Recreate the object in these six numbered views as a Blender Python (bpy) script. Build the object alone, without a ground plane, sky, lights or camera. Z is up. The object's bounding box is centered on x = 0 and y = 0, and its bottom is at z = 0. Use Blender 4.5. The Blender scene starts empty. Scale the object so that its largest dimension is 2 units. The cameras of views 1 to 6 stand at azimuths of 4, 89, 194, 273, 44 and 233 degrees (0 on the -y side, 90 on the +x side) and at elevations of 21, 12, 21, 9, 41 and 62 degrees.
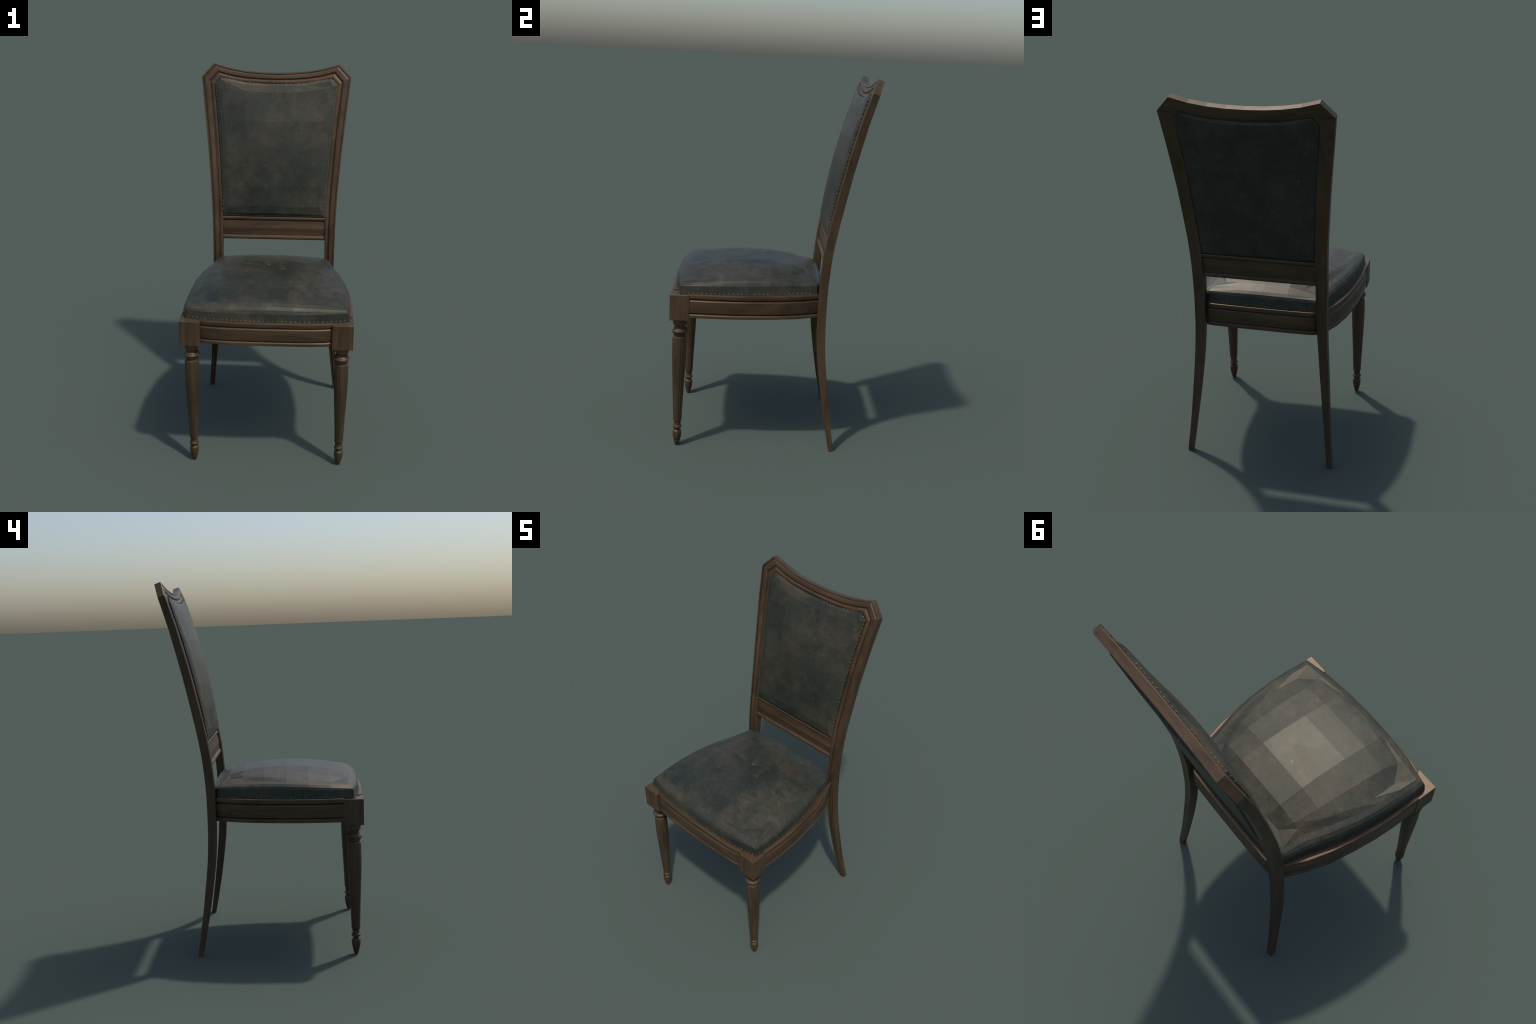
"""Dining chair with a flared, upholstered back, worn green leather seat and turned front legs."""
import bpy, math, random
from mathutils import Vector

random.seed(7)


# ------------------------------------------------------------------ helpers
def interp(x, xs, ys):
    """Piecewise linear, extrapolating with the end slopes."""
    n = len(xs)
    k = 0
    while k < n - 2 and x > xs[k + 1]:
        k += 1
    f = (x - xs[k]) / (xs[k + 1] - xs[k])
    return ys[k] + f * (ys[k + 1] - ys[k])


def lerp(a, b, f):
    return a + (b - a) * f


def make_object(name, verts, faces, mat, parent, smooth_angle=None, second=None):
    """second: (material, test on the face index) for the pieces in another material."""
    me = bpy.data.meshes.new(name)
    me.from_pydata([tuple(v) for v in verts], [], faces)
    if second:
        for poly in me.polygons:
            poly.material_index = 1 if second[1](poly.index) else 0
    me.validate()
    import bmesh
    bm = bmesh.new()
    bm.from_mesh(me)
    bmesh.ops.remove_doubles(bm, verts=bm.verts, dist=1e-6)
    bmesh.ops.recalc_face_normals(bm, faces=bm.faces)
    bm.to_mesh(me)
    bm.free()
    if smooth_angle:
        me.shade_smooth()
        me.set_sharp_from_angle(angle=math.radians(smooth_angle))
    else:
        me.shade_flat()
    me.materials.append(mat)
    if second:
        me.materials.append(second[0])
    ob = bpy.data.objects.new(name, me)
    bpy.context.collection.objects.link(ob)
    ob.parent = parent
    return ob


def loft(sections, cap_start=True, cap_end=True):
    """Skin a list of closed cross-sections that all have the same point count."""
    n = len(sections[0])
    verts = [p for s in sections for p in s]
    faces = []
    for i in range(len(sections) - 1):
        for j in range(n):
            a, b = i * n + j, i * n + (j + 1) % n
            faces.append((a, b, b + n, a + n))
    if cap_start:
        faces.append(tuple(range(n))[::-1])
    if cap_end:
        faces.append(tuple(range((len(sections) - 1) * n, len(sections) * n)))
    return verts, faces


# ---------------------------------------------------------------- materials
def new_material(name):
    m = bpy.data.materials.new(name)
    m.use_nodes = True
    nt = m.node_tree
    bsdf = nt.nodes["Principled BSDF"]
    coord = nt.nodes.new("ShaderNodeTexCoord")
    return m, nt, bsdf, coord


def noise(nt, vec, scale, detail=4, rough=0.55, stretch=None, shift=(0, 0, 0)):
    mp = nt.nodes.new("ShaderNodeMapping")
    mp.inputs["Scale"].default_value = stretch or (1, 1, 1)
    mp.inputs["Location"].default_value = shift
    nt.links.new(vec, mp.inputs["Vector"])
    n = nt.nodes.new("ShaderNodeTexNoise")
    n.inputs["Scale"].default_value = scale
    n.inputs["Detail"].default_value = detail
    n.inputs["Roughness"].default_value = rough
    nt.links.new(mp.outputs["Vector"], n.inputs["Vector"])
    return n.outputs["Fac"]


def ramp(nt, fac, stops):
    r = nt.nodes.new("ShaderNodeValToRGB")
    els = r.color_ramp.elements
    while len(els) < len(stops):
        els.new(0.5)
    for e, (p, c) in zip(els, stops):
        e.position = p
        e.color = (c, c, c, 1) if isinstance(c, (int, float)) else (*c, 1)
    nt.links.new(fac, r.inputs["Fac"])
    return r.outputs["Color"]


def mix(nt, fac, a, b, mode="MIX"):
    m = nt.nodes.new("ShaderNodeMix")
    m.data_type = "RGBA"
    m.blend_type = mode
    for sock, val in ((m.inputs["Factor"], fac), (m.inputs["A"], a), (m.inputs["B"], b)):
        if isinstance(val, (int, float)):
            sock.default_value = val
        elif isinstance(val, tuple):
            sock.default_value = (*val, 1)
        else:
            nt.links.new(val, sock)
    return m.outputs["Result"]


def bump(nt, bsdf, height, strength, dist):
    b = nt.nodes.new("ShaderNodeBump")
    b.inputs["Strength"].default_value = strength
    b.inputs["Distance"].default_value = dist
    nt.links.new(height, b.inputs["Height"])
    nt.links.new(b.outputs["Normal"], bsdf.inputs["Normal"])


def wood_material(name, axis, shift=0.0, groove_shade=1.0):
    """Dark waxed walnut; the grain runs along the given axis; grime < 1 paints crease shade and some dirt as darker wood."""
    m, nt, bsdf, coord = new_material(name)
    vec = coord.outputs["Object"]
    along = [1.0, 1.0, 1.0]
    along[axis] = 0.07
    sh = (shift, shift * 0.7, shift * 1.3)
    fine = noise(nt, vec, 170, 4, 0.6, tuple(along), sh)
    streak = noise(nt, vec, 38, 4, 0.6, tuple(along), sh)
    along[axis] = 0.35
    blotch = noise(nt, vec, 9, 3, 0.6, tuple(along), sh)
    mottle = noise(nt, vec, 60, 3, 0.6, None, sh)
    base = ramp(nt, streak, [(0.30, WOOD_DARK), (0.52, WOOD_MID), (0.75, WOOD_LIGHT)])
    base = mix(nt, ramp(nt, blotch, [(0.48, 0.0), (0.72, 0.75)]), base, WOOD_RED)
    base = mix(nt, ramp(nt, mottle, [(0.35, 0.0), (0.75, 0.45)]), base, WOOD_DULL)
    base = mix(nt, 0.55, base, ramp(nt, fine, [(0.3, 0.55), (0.7, 1.0)]), "MULTIPLY")
    handled = noise(nt, vec, 6.5, 5, 0.62, tuple(along), (sh[0] + 2, sh[1] + 5, sh[2]))
    base = mix(nt, 0.75, base, ramp(nt, handled, [(0.36, 0.45), (0.58, 1.0)]), "MULTIPLY")
    base = mix(nt, 1.0, base, (groove_shade, groove_shade * 0.96, groove_shade * 0.92), "MULTIPLY")
    nt.links.new(base, bsdf.inputs["Base Color"])
    bsdf.inputs["Roughness"].default_value = 0.46
    bsdf.inputs["Specular IOR Level"].default_value = 0.62
    bsdf.inputs["Specular Tint"].default_value = (1.0, 0.78, 0.58, 1)
    bump(nt, bsdf, fine, 0.08, 0.002)
    return m


def leather_material(name, shift=0.0, patch=3.8, scuff=1.0):
    """Bottle-green leather, rubbed through to brown in cloudy patches, with a few pale nicks."""
    m, nt, bsdf, coord = new_material(name)
    vec = coord.outputs["Object"]
    sh = (shift, shift * 0.6, shift * 1.7)
    cloud = noise(nt, vec, patch, 10, 0.70, None, sh)
    cloud2 = noise(nt, vec, 9, 8, 0.70, None, (shift + 3, 1, 2))
    grain = noise(nt, vec, 70, 6, 0.75, None, sh)
    deep = noise(nt, vec, 6.0, 8, 0.66, None, (shift + 9, 4, 1))
    base = mix(nt, ramp(nt, deep, [(0.40, 0.0), (0.60, 1.0)]), LEATHER_GREEN, LEATHER_DEEP)
    base = mix(nt, ramp(nt, cloud, [(0.49, 0.0), (0.62, 0.9)]), base, LEATHER_BROWN)
    base = mix(nt, ramp(nt, cloud2, [(0.55, 0.0), (0.70, 0.8 * scuff)]), base, LEATHER_RUB)
    base = mix(nt, 0.7, base, ramp(nt, grain, [(0.30, 0.45), (0.70, 1.0)]), "MULTIPLY")
    wear = noise(nt, vec, 24, 9, 0.78, None, (shift + 1, 7, 3))
    base = mix(nt, 0.6 * scuff, base, ramp(nt, wear, [(0.34, 0.50), (0.50, 0.82), (0.66, 1.0)]), "MULTIPLY")
    base = mix(nt, ramp(nt, wear, [(0.56, 0.0), (0.72, 0.55 * scuff)]), base, LEATHER_RUB)
    vor = nt.nodes.new("ShaderNodeTexVoronoi")
    vor.inputs["Scale"].default_value = 14
    mp = nt.nodes.new("ShaderNodeMapping")
    mp.inputs["Location"].default_value = sh
    nt.links.new(vec, mp.inputs["Vector"])
    nt.links.new(mp.outputs["Vector"], vor.inputs["Vector"])
    nick = ramp(nt, vor.outputs["Distance"], [(0.035, 0.75), (0.09, 0.0)])
    some = ramp(nt, noise(nt, vec, 6, 2, 0.5, None, (shift + 5, 8, 2)), [(0.54, 0.0), (0.60, 1.0)])
    gate = mix(nt, 1.0, nick, some, "MULTIPLY")
    base = mix(nt, gate, base, LEATHER_NICK)
    nt.links.new(base, bsdf.inputs["Base Color"])
    rough = ramp(nt, cloud, [(0.3, 0.44), (0.7, 0.51)])
    nt.links.new(rough, bsdf.inputs["Roughness"])
    bsdf.inputs["Specular IOR Level"].default_value = 0.42
    bsdf.inputs["Specular Tint"].default_value = (1.0, 0.92, 0.77, 1)
    bump(nt, bsdf, grain, 0.06, 0.002)
    return m


def brass_material():
    """Dull brass that has gone brown or is half hidden by leather dye on some nails."""
    m, nt, bsdf, coord = new_material("tarnished_brass")
    n = noise(nt, coord.outputs["Object"], 22, 2, 0.6)
    col = ramp(nt, n, [(0.38, (0.050, 0.047, 0.033)), (0.50, (0.110, 0.082, 0.046)), (0.66, (0.145, 0.102, 0.054))])
    nt.links.new(col, bsdf.inputs["Base Color"])
    bsdf.inputs["Metallic"].default_value = 0.1
    bsdf.inputs["Roughness"].default_value = 0.62
    return m


WOOD_DARK, WOOD_MID, WOOD_LIGHT = (0.042, 0.027, 0.015), (0.078, 0.050, 0.028), (0.118, 0.075, 0.043)
WOOD_RED, WOOD_DULL = (0.100, 0.050, 0.025), (0.058, 0.046, 0.029)
LEATHER_GREEN, LEATHER_DEEP = (0.038, 0.045, 0.034), (0.023, 0.028, 0.022)
LEATHER_BROWN, LEATHER_RUB = (0.068, 0.056, 0.040), (0.108, 0.083, 0.056)
LEATHER_NICK = (0.21, 0.16, 0.10)

wood_up = wood_material("walnut_upright_grain", 2)
wood_across = wood_material("walnut_cross_grain", 0, 3.1)
wood_deep = wood_material("walnut_side_grain", 1, 6.4)
GROOVE_SHADED = {wood_up: wood_material("groove_shaded_upright_walnut", 2, 0.0, 0.50), wood_across: wood_material("groove_shaded_cross_walnut", 0, 3.1, 0.50), wood_deep: wood_material("groove_shaded_side_walnut", 1, 6.4, 0.50)}  # darker copies for the grooves: crease shade and some dirt put into the colour
leather_seat = leather_material("seat_leather", 23.0, 3.8, 0.8)
leather_back = leather_material("back_leather", 4.3, 2.7, 0.5)
brass = brass_material()

# --------------------------------------------------------------- the chair
chair = bpy.data.objects.new("dining_chair", None)
bpy.context.collection.objects.link(chair)
chair["label"] = "wooden dining chair with worn green leather seat and back"
chair["category"] = "dining chair"

# ---- back frame: side profile (front face), thickness, outer and inner edges
Z_F = [0.0, 0.11, 0.22, 0.33, 0.42, 0.505, 0.59, 0.665, 0.75, 0.852, 0.925, 1.0, 1.077, 1.17, 1.28, 1.49, 1.667, 1.80, 1.9288, 2.0]
Y_F = [0.3597, 0.3366, 0.3155, 0.2975, 0.2840, 0.2731, 0.2665, 0.2633, 0.2622, 0.2624, 0.2648, 0.2705, 0.2780, 0.2920, 0.3115, 0.3545, 0.3962, 0.4300, 0.4692, 0.4941]
Z_T = [0.0, 0.11, 0.30, 0.40, 0.55, 0.75, 1.0, 1.28, 1.49, 1.67, 1.93, 2.0]
T_T = [0.0268, 0.0315, 0.0385, 0.0412, 0.0440, 0.0450, 0.0458, 0.0445, 0.0425, 0.0400, 0.0357, 0.0357]
Z_O = [0.0, 0.11, 0.224, 0.338, 0.466, 0.55, 0.65, 0.75, 0.89, 1.0, 1.08, 1.16, 1.257, 1.40, 1.53, 1.64, 1.9288]
X_O = [0.4020, 0.3915, 0.3825, 0.3755, 0.3675, 0.3630, 0.3570, 0.3540, 0.3525, 0.3535, 0.3545, 0.3568, 0.3610, 0.3715, 0.3815, 0.3925, 0.4232]
Z_I = [0.0, 0.173, 0.333, 0.546, 0.74, 0.85, 1.02, 1.15, 1.256, 1.40, 1.535, 1.646, 1.767, 1.891]
X_I = [0.3725, 0.3550, 0.3370, 0.3165, 0.3030, 0.2975, 0.2955, 0.2960, 0.2990, 0.3065, 0.3150, 0.3230, 0.3360, 0.3490]


def y_front(z):
    return interp(z, Z_F, Y_F)


def back_normal(z):
    """Unit vector pointing out of the rear of the back frame."""
    s = (y_front(z + 0.06) - y_front(z - 0.06)) / 0.12
    return Vector((0, 1, -s)).normalized()


def on_front(x, z, depth=0.0):
    return Vector((x, y_front(z), z)) + back_normal(z) * depth


# moulding of the frame's front, from outer edge (0) to inner edge (1): fraction, depth
MOULD = [(0.0, 0.0012), (0.012, 0.0), (0.120, 0.0), (0.138, 0.0038), (0.160, 0.0038), (0.265, -0.0008), (0.36, -0.0012),
         (0.53, -0.0006), (0.575, 0.0008), (0.660, 0.0048), (0.690, 0.0049), (0.800, 0.0002), (0.88, -0.0004), (0.98, 0.0004), (1.0, 0.0025)]


GROOVES = {2, 3, 8, 9}  # moulding faces that get the darker wood with painted-in shade
FRAME_N = len(MOULD) + 2


def in_frame_groove(i):
    return i % FRAME_N in GROOVES


def frame_section(xo, zo, xi, zi):
    sec = []
    for f, d in MOULD:
        x, z = lerp(xo, xi, f), lerp(zo, zi, f)
        sec.append(on_front(x, z, d))
    for x, z in ((xi, zi), (xo, zo)):
        sec.append(on_front(x, z, interp(z, Z_T, T_T)))
    return sec


post_z = [0.0, 0.11, 0.224, 0.338, 0.42, 0.505, 0.59, 0.665, 0.75, 0.852, 0.925, 1.0, 1.077, 1.16, 1.257, 1.40, 1.53, 1.64, 1.767]
for side in (1, -1):
    secs = [frame_section(side * interp(z, Z_O, X_O), z, side * interp(z, Z_I, X_I), z) for z in post_z]
    # the foot is cut level with the floor
    for p in secs[0]:
        p.z = 0.0
    secs.append(frame_section(side * 0.4232, 1.9288, side * 0.349, 1.891))
    v, f = loft(secs, True, False)
    make_object("back_post", v, f, wood_up, chair, None, (GROOVE_SHADED[wood_up], in_frame_groove))

crest_x = [0.356, 0.268, 0.180, 0.090, 0.0]
crest_z = [1.9994, 1.9752, 1.9605, 1.9530, 1.9508]
crest_xi = [0.3155, 0.240, 0.163, 0.082, 0.0]
crest_zi = [1.9265, 1.9095, 1.9000, 1.8955, 1.8942]
secs = [frame_section(0.4232, 1.9288, 0.349, 1.891)]
for i in range(5):
    secs.append(frame_section(crest_x[i], crest_z[i], crest_xi[i], crest_zi[i]))
for i in range(3, -1, -1):
    secs.append(frame_section(-crest_x[i], crest_z[i], -crest_xi[i], crest_zi[i]))
secs.append(frame_section(-0.4232, 1.9288, -0.349, 1.891))
v, f = loft(secs, False, False)
make_object("crest_rail", v, f, wood_across, chair, None, (GROOVE_SHADED[wood_across], in_frame_groove))

# ---- lower rail of the back, a flat board between two beads, alike front and rear
RAIL_PROFILE = [(1.0175, 0.014), (1.0195, 0.0085), (1.026, 0.0055), (1.033, 0.0055), (1.040, 0.0085), (1.0435, 0.0135), (1.0470, 0.0120),
                (1.085, 0.0090), (1.1265, 0.0105), (1.1290, 0.0140), (1.1335, 0.0085), (1.1390, 0.0045), (1.1475, 0.0040), (1.1530, 0.0070), (1.1550, 0.014)]
secs = []
for x in (-0.297, 0.297):
    sec = [on_front(x, z, d) for z, d in RAIL_PROFILE]
    sec += [on_front(x, z, interp(z, Z_T, T_T) - d + 0.0015) for z, d in reversed(RAIL_PROFILE)]
    secs.append(sec)
v, f = loft(secs)
make_object("lower_back_rail", v, f, wood_across, chair)

# ---- back upholstery: leather panel, domed in front, shallow pillow behind
GAP = 0.0022


def inner_edge(z):
    return interp(z, Z_I, X_I)


def top_edge(x):
    return interp(abs(x), crest_xi[::-1], crest_zi[::-1])


P_BOT = 1.1605
COLS = [-1.0, -0.56, -0.28, 0.0, 0.28, 0.56, 1.0]
ROWS = [0.0, 0.18, 0.36, 0.55, 0.75, 1.0]


def bulge_centre(z):
    return interp(z, [1.16, 1.20, 1.25, 1.31, 1.38, 1.50, 1.60, 1.70, 1.80, 1.845, 1.88, 1.90], [0.0100, 0.0170, 0.0255, 0.0318, 0.0365, 0.0405, 0.0405, 0.0380, 0.0295, 0.0230, 0.0180, 0.0150])


def panel_ring(in_side, in_top, in_bot, cut):
    """Outline of the panel, shrunk: list of (x, z), clockwise from the lower left."""
    pts = []
    zb = P_BOT + in_bot
    half_t = 0.3155 - 0.3 * in_side - GAP
    zs = 1.891 - in_top * cut
    for r in ROWS[:-1]:
        z = lerp(zb, zs, r)
        pts.append((-(inner_edge(z) - GAP - in_side), z))
    pts.append((-(inner_edge(zs) - GAP - in_side), zs))
    for c in COLS:
        x = c * half_t * (1.0 if abs(c) < 1 else 1.0)
        pts.append((x, top_edge(x) - 0.0035 - in_top))
    pts.append((inner_edge(zs) - GAP - in_side, zs))
    for r in reversed(ROWS[:-1]):
        z = lerp(zb, zs, r)
        pts.append((inner_edge(z) - GAP - in_side, z))
    for c in reversed(COLS[1:-1]):
        pts.append((c * (inner_edge(zb) - GAP - in_side), zb))
    return pts


def panel_half(rings, depth_of, dome):
    """rings: outlines from the rim inwards with a height each; the inside is closed by a domed grid."""
    verts, faces, n = [], [], len(rings[0][0])
    for pts, h in rings:
        verts += [on_front(x, z, depth_of(z, h if not callable(h) else h(x, z))) for x, z in pts]
    for k in range(len(rings) - 1):
        for j in range(n):
            a, b = k * n + j, k * n + (j + 1) % n
            faces.append((a, b, b + n, a + n))
    # inner grid joined to the last ring: left side nodes, top nodes, right side nodes
    last = (len(rings) - 1) * n
    nr, nc = len(ROWS), len(COLS)
    left = [last + i for i in range(nr)]
    top = [last + nr + i for i in range(nc)]
    right = [last + nr + nc + nr - 1 - i for i in range(nr)]
    bottom = [left[0]] + [last + n - 1 - i for i in range(nc - 2)] + [right[0]]
    pts = rings[-1][0]
    grid = [bottom]
    for r in range(1, nr):
        row = [left[r]]
        lx, lz = pts[left[r] - last]
        rx, rz = pts[right[r] - last]
        for c in range(1, nc - 1):
            if r == nr - 1:
                row.append(top[c])
                continue
            tx = pts[top[c] - last][0]
            x = lerp(lerp(lx, rx, (COLS[c] + 1) / 2), tx, ROWS[r] ** 2)
            zt = pts[top[c] - last][1]
            z = lerp(pts[bottom[c] - last][1], zt, ROWS[r] * lerp(1.0, 0.985, abs(COLS[c])))
            row.append(len(verts))
            verts.append(on_front(x, z, depth_of(z, dome(x, z))))
        row.append(right[r])
        grid.append(row)
    for r in range(nr - 1):
        for c in range(nc - 1):
            a, b, d, e = grid[r][c], grid[r][c + 1], grid[r + 1][c + 1], grid[r + 1][c]
            if r == nr - 2 and c == 0:
                faces += [(a, b, d), (a, d, top[0]), (a, top[0], e)]
            elif r == nr - 2 and c == nc - 2:
                faces += [(a, b, e), (b, top[-1], e), (b, d, top[-1])]
            elif abs(COLS[c]) + abs(COLS[c + 1]) > 1.4:
                faces += [(a, b, d), (a, d, e)] if c > 3 else [(a, b, e), (b, d, e)]
            else:
                faces.append((a, b, d, e))
    return verts, faces


def front_dome(x, z):
    w = inner_edge(z)
    f = min(1.0, abs(x) / w)
    return max(bulge_centre(z) * (1 - 0.60 * f ** 2), 0.0140 if z > 1.2 else 0.0)


def rear_dome(x, z):
    f = min(1.0, abs(x) / inner_edge(z))
    b = interp(z, [1.16, 1.20, 1.27, 1.35, 1.50, 1.70, 1.86, 1.90], [0.0000, 0.0085, 0.0200, 0.0240, 0.0215, 0.0195, 0.0185, 0.0180])
    return b * (1 - 0.62 * f ** 2.5)


rim = panel_ring(0, 0, 0, 1)
front_rings = [(rim, -0.016), (rim, lambda x, z: 0.0070 if z > 1.19 else 0.0),
               (panel_ring(0.016, 0.014, 0.014, 1), lambda x, z: max(0.84 * front_dome(x, z), 0.0115 if z > 1.2 else 0.004)),
               (panel_ring(0.036, 0.048, 0.055, 0.75), front_dome)]
v1, f1 = panel_half(front_rings, lambda z, h: -h, front_dome)
rear_rim = panel_ring(0, -0.0040, 0, 0.5)
rear_rings = [(rear_rim, -0.020), (rear_rim, lambda x, z: max(-0.001, 0.45 * rear_dome(x, z)) if z > 1.88 else (-0.001 if z > 1.2 else -0.004)), (panel_ring(0.011, 0.009, 0.012, 0.7), lambda x, z: 0.92 * rear_dome(x, z)), (panel_ring(0.035, 0.050, 0.04, 0.7), rear_dome)]
v2, f2 = panel_half(rear_rings, lambda z, h: interp(z, Z_T, T_T) + h, rear_dome)
off = len(v1)
make_object("back_cushion", v1 + v2, f1 + [tuple(i + off for i in q) for q in f2], leather_back, chair)

# ---- seat rails: moulded apron, bowed on the front and both sides
APRON = [(0.7320, 0.0010), (0.7335, 0.0), (0.7458, 0.0), (0.7535, 0.0052), (0.7560, 0.0095), (0.7588, 0.0095), (0.7593, 0.0004), (0.7605, 0.0),
         (0.8208, 0.0), (0.8288, 0.0052), (0.8312, 0.0095), (0.8342, 0.0095), (0.8347, 0.0004), (0.8360, 0.0),
         (0.8530, 0.0), (0.8558, 0.0007), (0.8571, 0.0024), (0.8575, 0.0050), (0.8575, 0.0120)]
APRON_IN = 0.036


def apron(name, path, mat, cap=True):
    """Sweep the apron section along a plan curve; its outside lies on the left of the travel direction."""
    secs = []
    for i, (x, y) in enumerate(path):
        a, b = Vector((*path[max(i - 1, 0)], 0)), Vector((*path[min(i + 1, len(path) - 1)], 0))
        t = (b - a).normalized()
        inward = Vector((t.y, -t.x, 0))
        p = Vector((x, y, 0))
        sec = [p + inward * d + Vector((0, 0, z)) for z, d in APRON]
        sec += [p + inward * APRON_IN + Vector((0, 0, 0.8575)), p + inward * APRON_IN + Vector((0, 0, 0.7320))]
        secs.append(sec)
    v, f = loft(secs)
    shaded = {j for j in range(len(APRON) - 1) if min(APRON[j][1], APRON[j + 1][1]) > 0.0003 and max(APRON[j][1], APRON[j + 1][1]) > 0.009 and 0.74 < APRON[j][0] < 0.85}  # apron groove faces whose shade is painted as darker wood
    return make_object(name, v, f, mat, chair, 32, (GROOVE_SHADED[mat], lambda i: i % (len(APRON) + 2) in shaded))


front_path = [(0.342, -0.5065), (0.305, -0.5165), (0.23, -0.5235), (0.15, -0.5268), (0.05, -0.5283), (-0.05, -0.5283), (-0.15, -0.5268), (-0.23, -0.5235), (-0.305, -0.5165), (-0.342, -0.5065)]
apron("front_rail", front_path, wood_across)
side_path = [(0.334, 0.262), (0.341, 0.240), (0.381, 0.150), (0.410, 0.045), (0.431, -0.085), (0.4425, -0.190), (0.4465, -0.290), (0.4445, -0.418)]
apron("side_rail", side_path, wood_deep)
apron("side_rail", [(-x, y) for x, y in reversed(side_path)], wood_deep)
rear_path = [(-0.300, 0.283), (-0.285, 0.2925), (-0.26, 0.2975), (-0.15, 0.2995), (0.0, 0.3000), (0.15, 0.2995), (0.26, 0.2975), (0.285, 0.2925), (0.300, 0.283)]
apron("rear_rail", rear_path, wood_across)

# ---- seat cushion: plan rings (right half, front centre to rear centre)
#      every ring row: front nodes, corner, side nodes, rear corner, rear nodes
ROW_Y = [-0.352, -0.236, -0.120, 0.000, 0.120]


def crown(x, y):
    """Height of the domed seat: level across the middle, then falling away to the sides."""
    f = interp(y, [-0.47, -0.435, -0.352, -0.236, -0.12, 0.0, 0.12, 0.20, 0.24], [0.9420, 0.9555, 0.9705, 0.9850, 0.9915, 0.9890, 0.9730, 0.9500, 0.9360])
    k = interp(y, [-0.435, -0.236, -0.12, 0.0], [0.30, 0.37, 0.40, 0.40]) if y < 0 else 0.40
    return f - k * max(0.0, x * x - 0.0196)


foot_front = [(0.0, -0.5150), (0.14, -0.5130), (0.28, -0.5020)]
foot_corner = (0.4255, -0.4710)
foot_side = [(0.4320, -0.352), (0.4280, -0.236), (0.4170, -0.120), (0.3940, 0.000), (0.3590, 0.120)]
foot_rear_corner = (0.3270, 0.2560)
foot_rear = [(0.2880, 0.2790), (0.14, 0.2860), (0.0, 0.2865)]


def ring(d_front, d_corner, d_side, d_rear, z_front, z_corner, z_side, z_rear, z_rc):
    """One plan ring (right half), inset from the foot; heights sag towards the corners."""
    pts = []
    for x, y in foot_front:
        pts.append((x, y + d_front, lerp(z_front, z_corner, (x / 0.42) ** 1.6)))
    pts.append((foot_corner[0] - d_corner, foot_corner[1] + d_corner * 0.62, z_corner))
    for (x, y), sag, tuck in zip(foot_side, (0.56, 0.22, 0.0, 0.0, 0.34), (1.0, 1.0, 1.05, 1.20, 1.30)):
        pts.append((x - d_side * tuck, y, lerp(z_side, z_corner if y < -0.2 else z_rc, sag)))
    pts.append((foot_rear_corner[0] - d_side * 0.75, foot_rear_corner[1] - d_rear * 0.55, z_rc))
    for x, y in foot_rear:
        pts.append((x * (1 - 0.9 * d_rear), y - d_rear, lerp(z_rear, z_rc, (x / 0.32) ** 2.4)))
    return pts


def mirrored(half):
    """Close a right-half ring over x = 0."""
    left = [(-x, y, z) for x, y, z in reversed(half[1:-1])]
    return half + left


rings = [
    ring(0.030, 0.030, 0.030, 0.030, 0.800, 0.800, 0.800, 0.800, 0.800),
    ring(0, 0, 0, 0, 0.8535, 0.8525, 0.8535, 0.8535, 0.8535),
    ring(0.0070, 0.0055, 0.0055, 0.0090, 0.9040, 0.8965, 0.9060, 0.9060, 0.9020),
    ring(0.0140, 0.0090, 0.0125, 0.0165, 0.9215, 0.9045, 0.9205, 0.9205, 0.9115),
    ring(0.0290, 0.0210, 0.0260, 0.0340, 0.9355, 0.9115, 0.9325, 0.9315, 0.9185),
    ring(0.0510, 0.0410, 0.0490, 0.0560, 0.9480, 0.9200, 0.9400, 0.9390, 0.9245),
]
rings = [mirrored(r) for r in rings]
verts, faces, n = [], [], len(rings[0])
for r in rings:
    verts += r
for k in range(len(rings) - 1):
    for j in range(n):
        a, b = k * n + j, k * n + (j + 1) % n
        faces.append((a, b, b + n, a + n))
faces.append(tuple(range(n))[::-1])
outer = (len(rings) - 1) * n
# ring C: corner vertices are cut off
c_half = [(0, -0.435), (0.14, -0.433), (0.280, -0.427), (0.347, -0.352), (0.350, -0.236), (0.334, -0.120), (0.302, 0.0), (0.266, 0.120), (0.214, 0.188), (0.132, 0.196), (0, 0.198)]
c_sink = [0.0, 0.0025, 0.0030, 0.0070, 0.0035, 0.0010, 0.0020, 0.0060, 0.0035, 0.0020, 0.0]
c_ring = mirrored([(x, y, crown(x, y) - d) for (x, y), d in zip(c_half, c_sink)])
nc = len(c_ring)
c0 = len(verts)
verts += c_ring
# outer half indices: 0..2 front, 3 corner, 4..8 side, 9 rear corner, 10..12 rear
o_idx = lambda i: outer + (i % n)
c_idx = lambda i: c0 + (i % nc)


def bridge(oi, ci):
    """Walk both half rings; a corner of the outer ring becomes one triangle plus none in ring C."""
    seq = []
    for o, c in zip(oi, ci):
        seq.append((o, c))
    for (o1, c1), (o2, c2) in zip(seq, seq[1:]):
        if o1 == o2:
            faces.append((o1, c2, c1))
        elif c1 == c2:
            faces.append((o1, o2, c1))
        else:
            faces.append((o1, o2, c2, c1))


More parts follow.
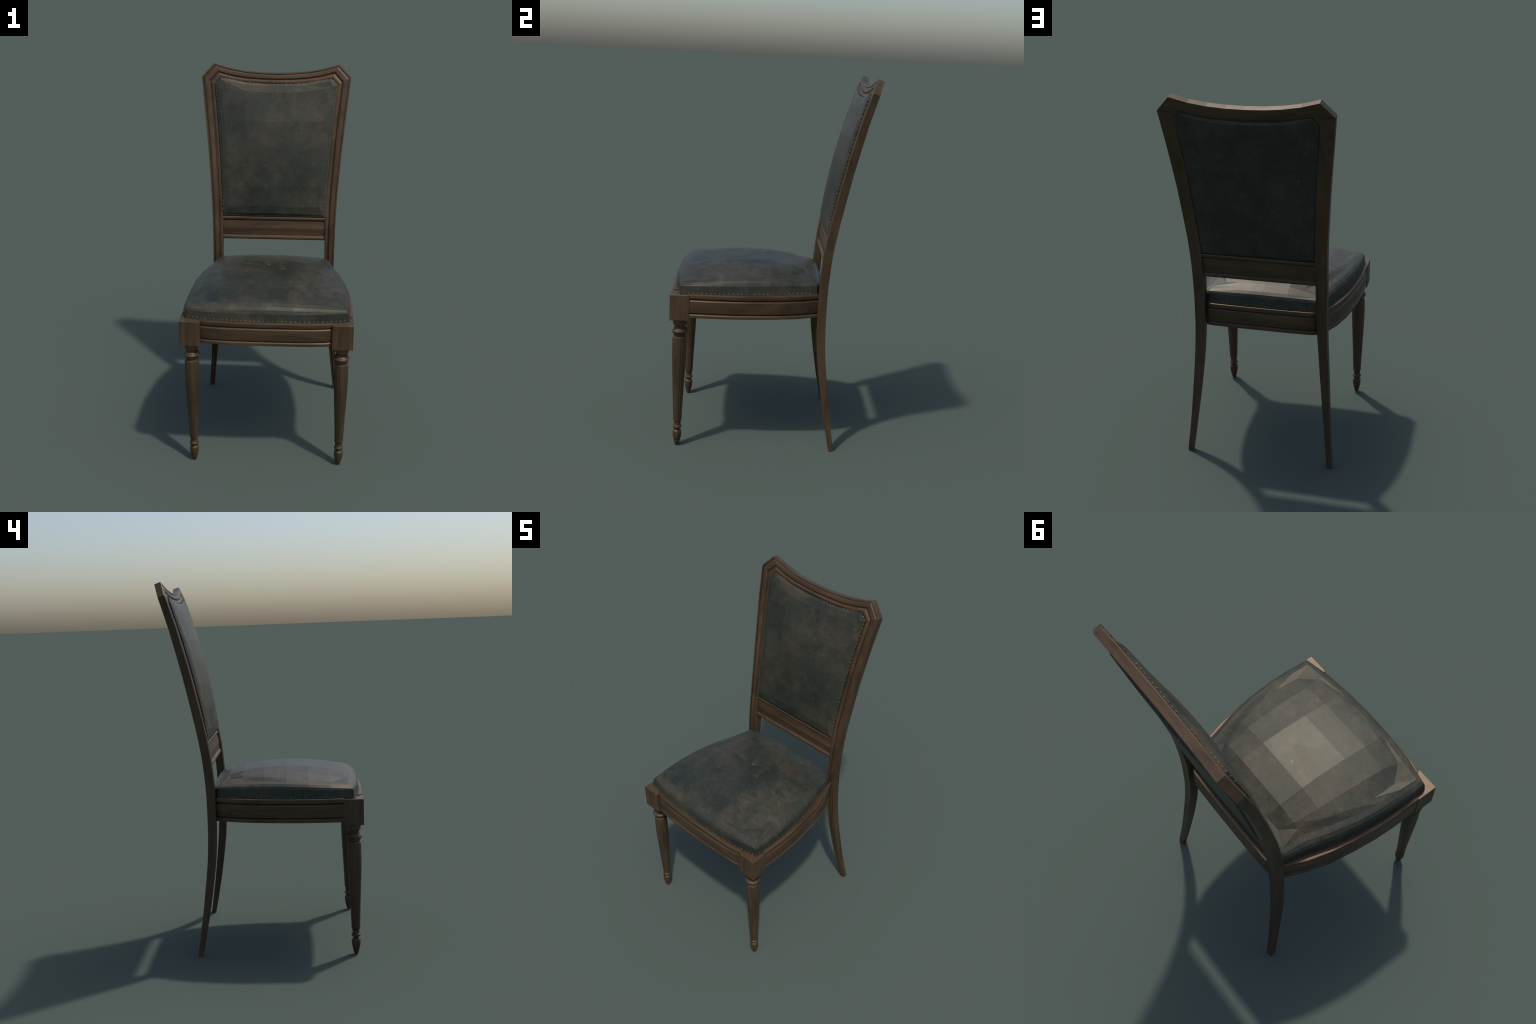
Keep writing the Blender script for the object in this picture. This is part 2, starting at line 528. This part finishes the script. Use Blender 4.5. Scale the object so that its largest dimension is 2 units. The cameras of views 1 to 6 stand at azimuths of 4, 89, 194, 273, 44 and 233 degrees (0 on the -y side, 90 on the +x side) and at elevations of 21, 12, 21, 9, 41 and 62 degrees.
right_o = [0, 1, 2, 3, 3, 4, 5, 6, 7, 8, 9, 9, 10, 11, 12]
right_c = [0, 1, 2, 2, 3, 3, 4, 5, 6, 7, 7, 8, 8, 9, 10]
bridge([o_idx(i) for i in right_o], [c_idx(i) for i in right_c])
bridge([o_idx(-i) for i in right_o], [c_idx(-i) for i in right_c])
# inner grid, five columns by five rows
grid = []
for j, y in enumerate(ROW_Y):
    w = interp(y, [-0.352, -0.236, 0.0, 0.12], [0.268, 0.265, 0.252, 0.236])
    row = []
    for x in (-w, -0.14, 0.0, 0.14, w):
        yy = y + (0.008 if abs(x) > 0.2 and j == 0 else 0)
        row.append(len(verts))
        verts.append((x, yy, crown(x, yy)))
    grid.append(row)
for j in range(4):
    for i in range(4):
        q = (grid[j][i], grid[j][i + 1], grid[j + 1][i + 1], grid[j + 1][i])
        faces.append(q)
for s in (1, -1):
    col = lambda i: i if s > 0 else 4 - i
    g = lambda j, i: grid[j][2 + s * i]
    C = lambda i: c_idx(s * i)
    faces.append((C(0), C(1), g(0, 1), g(0, 0)))
    faces += [(C(1), C(2), g(0, 1)), (C(2), g(0, 2), g(0, 1))]
    faces.append((C(2), C(3), g(0, 2)))
    faces += [(C(3), g(1, 2), g(0, 2)), (C(3), C(4), g(1, 2))]
    for j in range(1, 4):
        faces.append((C(3 + j), C(4 + j), g(j + 1, 2), g(j, 2)))
    faces.append((C(7), C(8), g(4, 2)))
    faces += [(C(8), C(9), g(4, 2)), (C(9), g(4, 1), g(4, 2))]
    faces.append((C(9), C(10), g(4, 0), g(4, 1)))
make_object("seat_cushion", verts, faces, leather_seat, chair)

# ---- upholstery nails: low brass domes, about 23 mm apart
NAIL_STEP = 0.0232


def nail_row(path, closed=True):
    """path: list of (point, outward normal); returns evenly spaced samples."""
    out, carry = [], NAIL_STEP * 0.5
    for (a, na), (b, nb) in zip(path, path[1:]):
        length = (b - a).length
        while carry < length:
            f = carry / length
            out.append((a.lerp(b, f), na.lerp(nb, f).normalized()))
            carry += NAIL_STEP
        carry -= length
    return out


def nail_mesh(samples, radius):
    verts, faces, seg = [], [], 10
    for p, nrm in samples:
        t = nrm.orthogonal().normalized()
        b = nrm.cross(t)
        r0 = radius * random.uniform(0.88, 1.08)
        p = p + t * random.uniform(-0.0006, 0.0006) + b * random.uniform(-0.0006, 0.0006)
        base = len(verts)
        for rr, hh in ((1.0, -0.0020), (0.97, 0.0), (0.86, 0.0004), (0.5, 0.0009)):
            for k in range(seg):
                a = 2 * math.pi * k / seg
                verts.append(p + (t * math.cos(a) + b * math.sin(a)) * r0 * rr + nrm * hh)
        verts.append(p + nrm * 0.0011)
        for ringk in range(3):
            for k in range(seg):
                q = base + ringk * seg
                faces.append((q + k, q + (k + 1) % seg, q + seg + (k + 1) % seg, q + seg + k))
        q = base + 3 * seg
        for k in range(seg):
            faces.append((q + k, q + (k + 1) % seg, base + 4 * seg))
        faces.append(tuple(base + k for k in range(seg))[::-1])
    return verts, faces


foot, wall = [Vector(p) for p in rings[1]], [Vector(p) for p in rings[2]]
path = []
for j in range(n + 1):
    a, b = foot[j % n], wall[j % n]
    t = foot[(j + 1) % n] - foot[(j - 1) % n]
    nrm = t.cross(b - a).normalized()
    path.append((a.lerp(b, 0.20), nrm))
row = [s for s in nail_row(path) if not (s[0].y > 0.225 and abs(s[0].x) > 0.28)]
v, f = nail_mesh(row, 0.0046)
ob = make_object("upholstery_nails", v, f, brass, chair, 60)
ob["kind"] = "stuff"

path = []
m = len(rim)
for j in range(m + 1):
    x, z = rim[j % m]
    x0, z0 = rim[(j - 1) % m]
    x1, z1 = rim[(j + 1) % m]
    nrm = Vector((-(z1 - z0), 0, x1 - x0)).normalized()
    nrm = (nrm - back_normal(z) * 0.9).normalized()
    path.append((on_front(x, z, -0.0066) - nrm * 0.0012, nrm))
row = [s for s in nail_row(path) if s[0].z > 1.175]
v, f = nail_mesh(row, 0.0046)
ob = make_object("upholstery_nails", v, f, brass, chair, 60)
ob["kind"] = "stuff"

# ---- front legs: square corner block, turned and fluted shaft
LEG_X, LEG_Y = 0.3925, -0.468
LATHE = [(0.718, 0.0372), (0.6965, 0.0372), (0.6935, 0.0350), (0.6900, 0.0358), (0.6835, 0.0350), (0.6790, 0.0300), (0.6725, 0.0272), (0.6655, 0.0270), (0.6640, 0.0330),
         (0.6605, 0.0368), (0.6560, 0.0376), (0.6535, 0.0408), (0.6490, 0.0430), (0.6440, 0.0422), (0.6410, 0.0395), (0.6390, 0.0382), (0.6310, 0.0345), (0.6240, 0.0308), (0.6190, 0.0296),
         (0.6172, 0.0345), (0.6120, 0.0364)]
SHAFT = [(0.6080, 0.0366), (0.575, 0.0373), (0.54, 0.0375), (0.50, 0.0371), (0.44, 0.0350), (0.36, 0.0315), (0.27, 0.0275), (0.20, 0.0248), (0.1430, 0.0226)]
TIP = [(0.1385, 0.0208), (0.1380, 0.0172), (0.1362, 0.0172), (0.1352, 0.0190), (0.1180, 0.0186), (0.1140, 0.0200), (0.1120, 0.0228), (0.1075, 0.0245), (0.1025, 0.0243), (0.0985, 0.0218), (0.0955, 0.0160), (0.0895, 0.0145),
       (0.0870, 0.0185), (0.0825, 0.0224), (0.0785, 0.0236), (0.0690, 0.0237), (0.0580, 0.0233), (0.0460, 0.0220), (0.0378, 0.0205), (0.0372, 0.0160), (0.0350, 0.0160), (0.0343, 0.0185), (0.0250, 0.0174), (0.0168, 0.0160), (0.0162, 0.0118), (0.0142, 0.0118), (0.0135, 0.0137), (0.0080, 0.0130), (0.0030, 0.0114), (0.0, 0.0085)]


def turned(profile, flutes=0, depth=0.0):
    seg = 64 if flutes else 28
    secs = []
    for k, (z, r) in enumerate(profile):
        s = []
        ease = min(1.0, k / 1.0, (len(profile) - 1 - k) / 1.0)
        for j in range(seg):
            a = 2 * math.pi * j / seg
            rr = r - (depth * ease * (0.5 + 0.5 * math.cos(a * flutes)) ** 2 if flutes else 0)
            s.append(Vector((rr * math.cos(a), rr * math.sin(a), z)))
        secs.append(s)
    return loft(secs)


def box(x0, x1, y0, y1, z0, z1):
    v = [(x, y, z) for x in (x0, x1) for y in (y0, y1) for z in (z0, z1)]
    f = [(0, 1, 3, 2), (4, 6, 7, 5), (0, 4, 5, 1), (2, 3, 7, 6), (0, 2, 6, 4), (1, 5, 7, 3)]
    return v, f


v, f = turned([(0.6120, 0.0362)] + SHAFT, 16, 0.0016)
leg = make_object("front_leg", v, f, wood_up, chair, 30)
leg.location = (LEG_X, LEG_Y, 0)
v, f = box(-0.0545, 0.0545, -0.0510, 0.0510, 0.7155, 0.8530)
block = make_object("corner_block", v, f, wood_up, leg)
bev = block.modifiers.new("Bevel", "BEVEL")
bev.width, bev.segments = 0.0012, 1
v, f = turned(LATHE)
collar = make_object("turned_collar", v, f, wood_up, leg, 24)
v, f = turned([(0.1430, 0.0226)] + TIP)
foot_tip = make_object("turned_foot", v, f, wood_up, leg, 26)
twin = leg.copy()
bpy.context.collection.objects.link(twin)
twin.location = (-LEG_X, LEG_Y, 0)
for part in (block, collar, foot_tip):
    c = part.copy()
    bpy.context.collection.objects.link(c)
    c.parent = twin
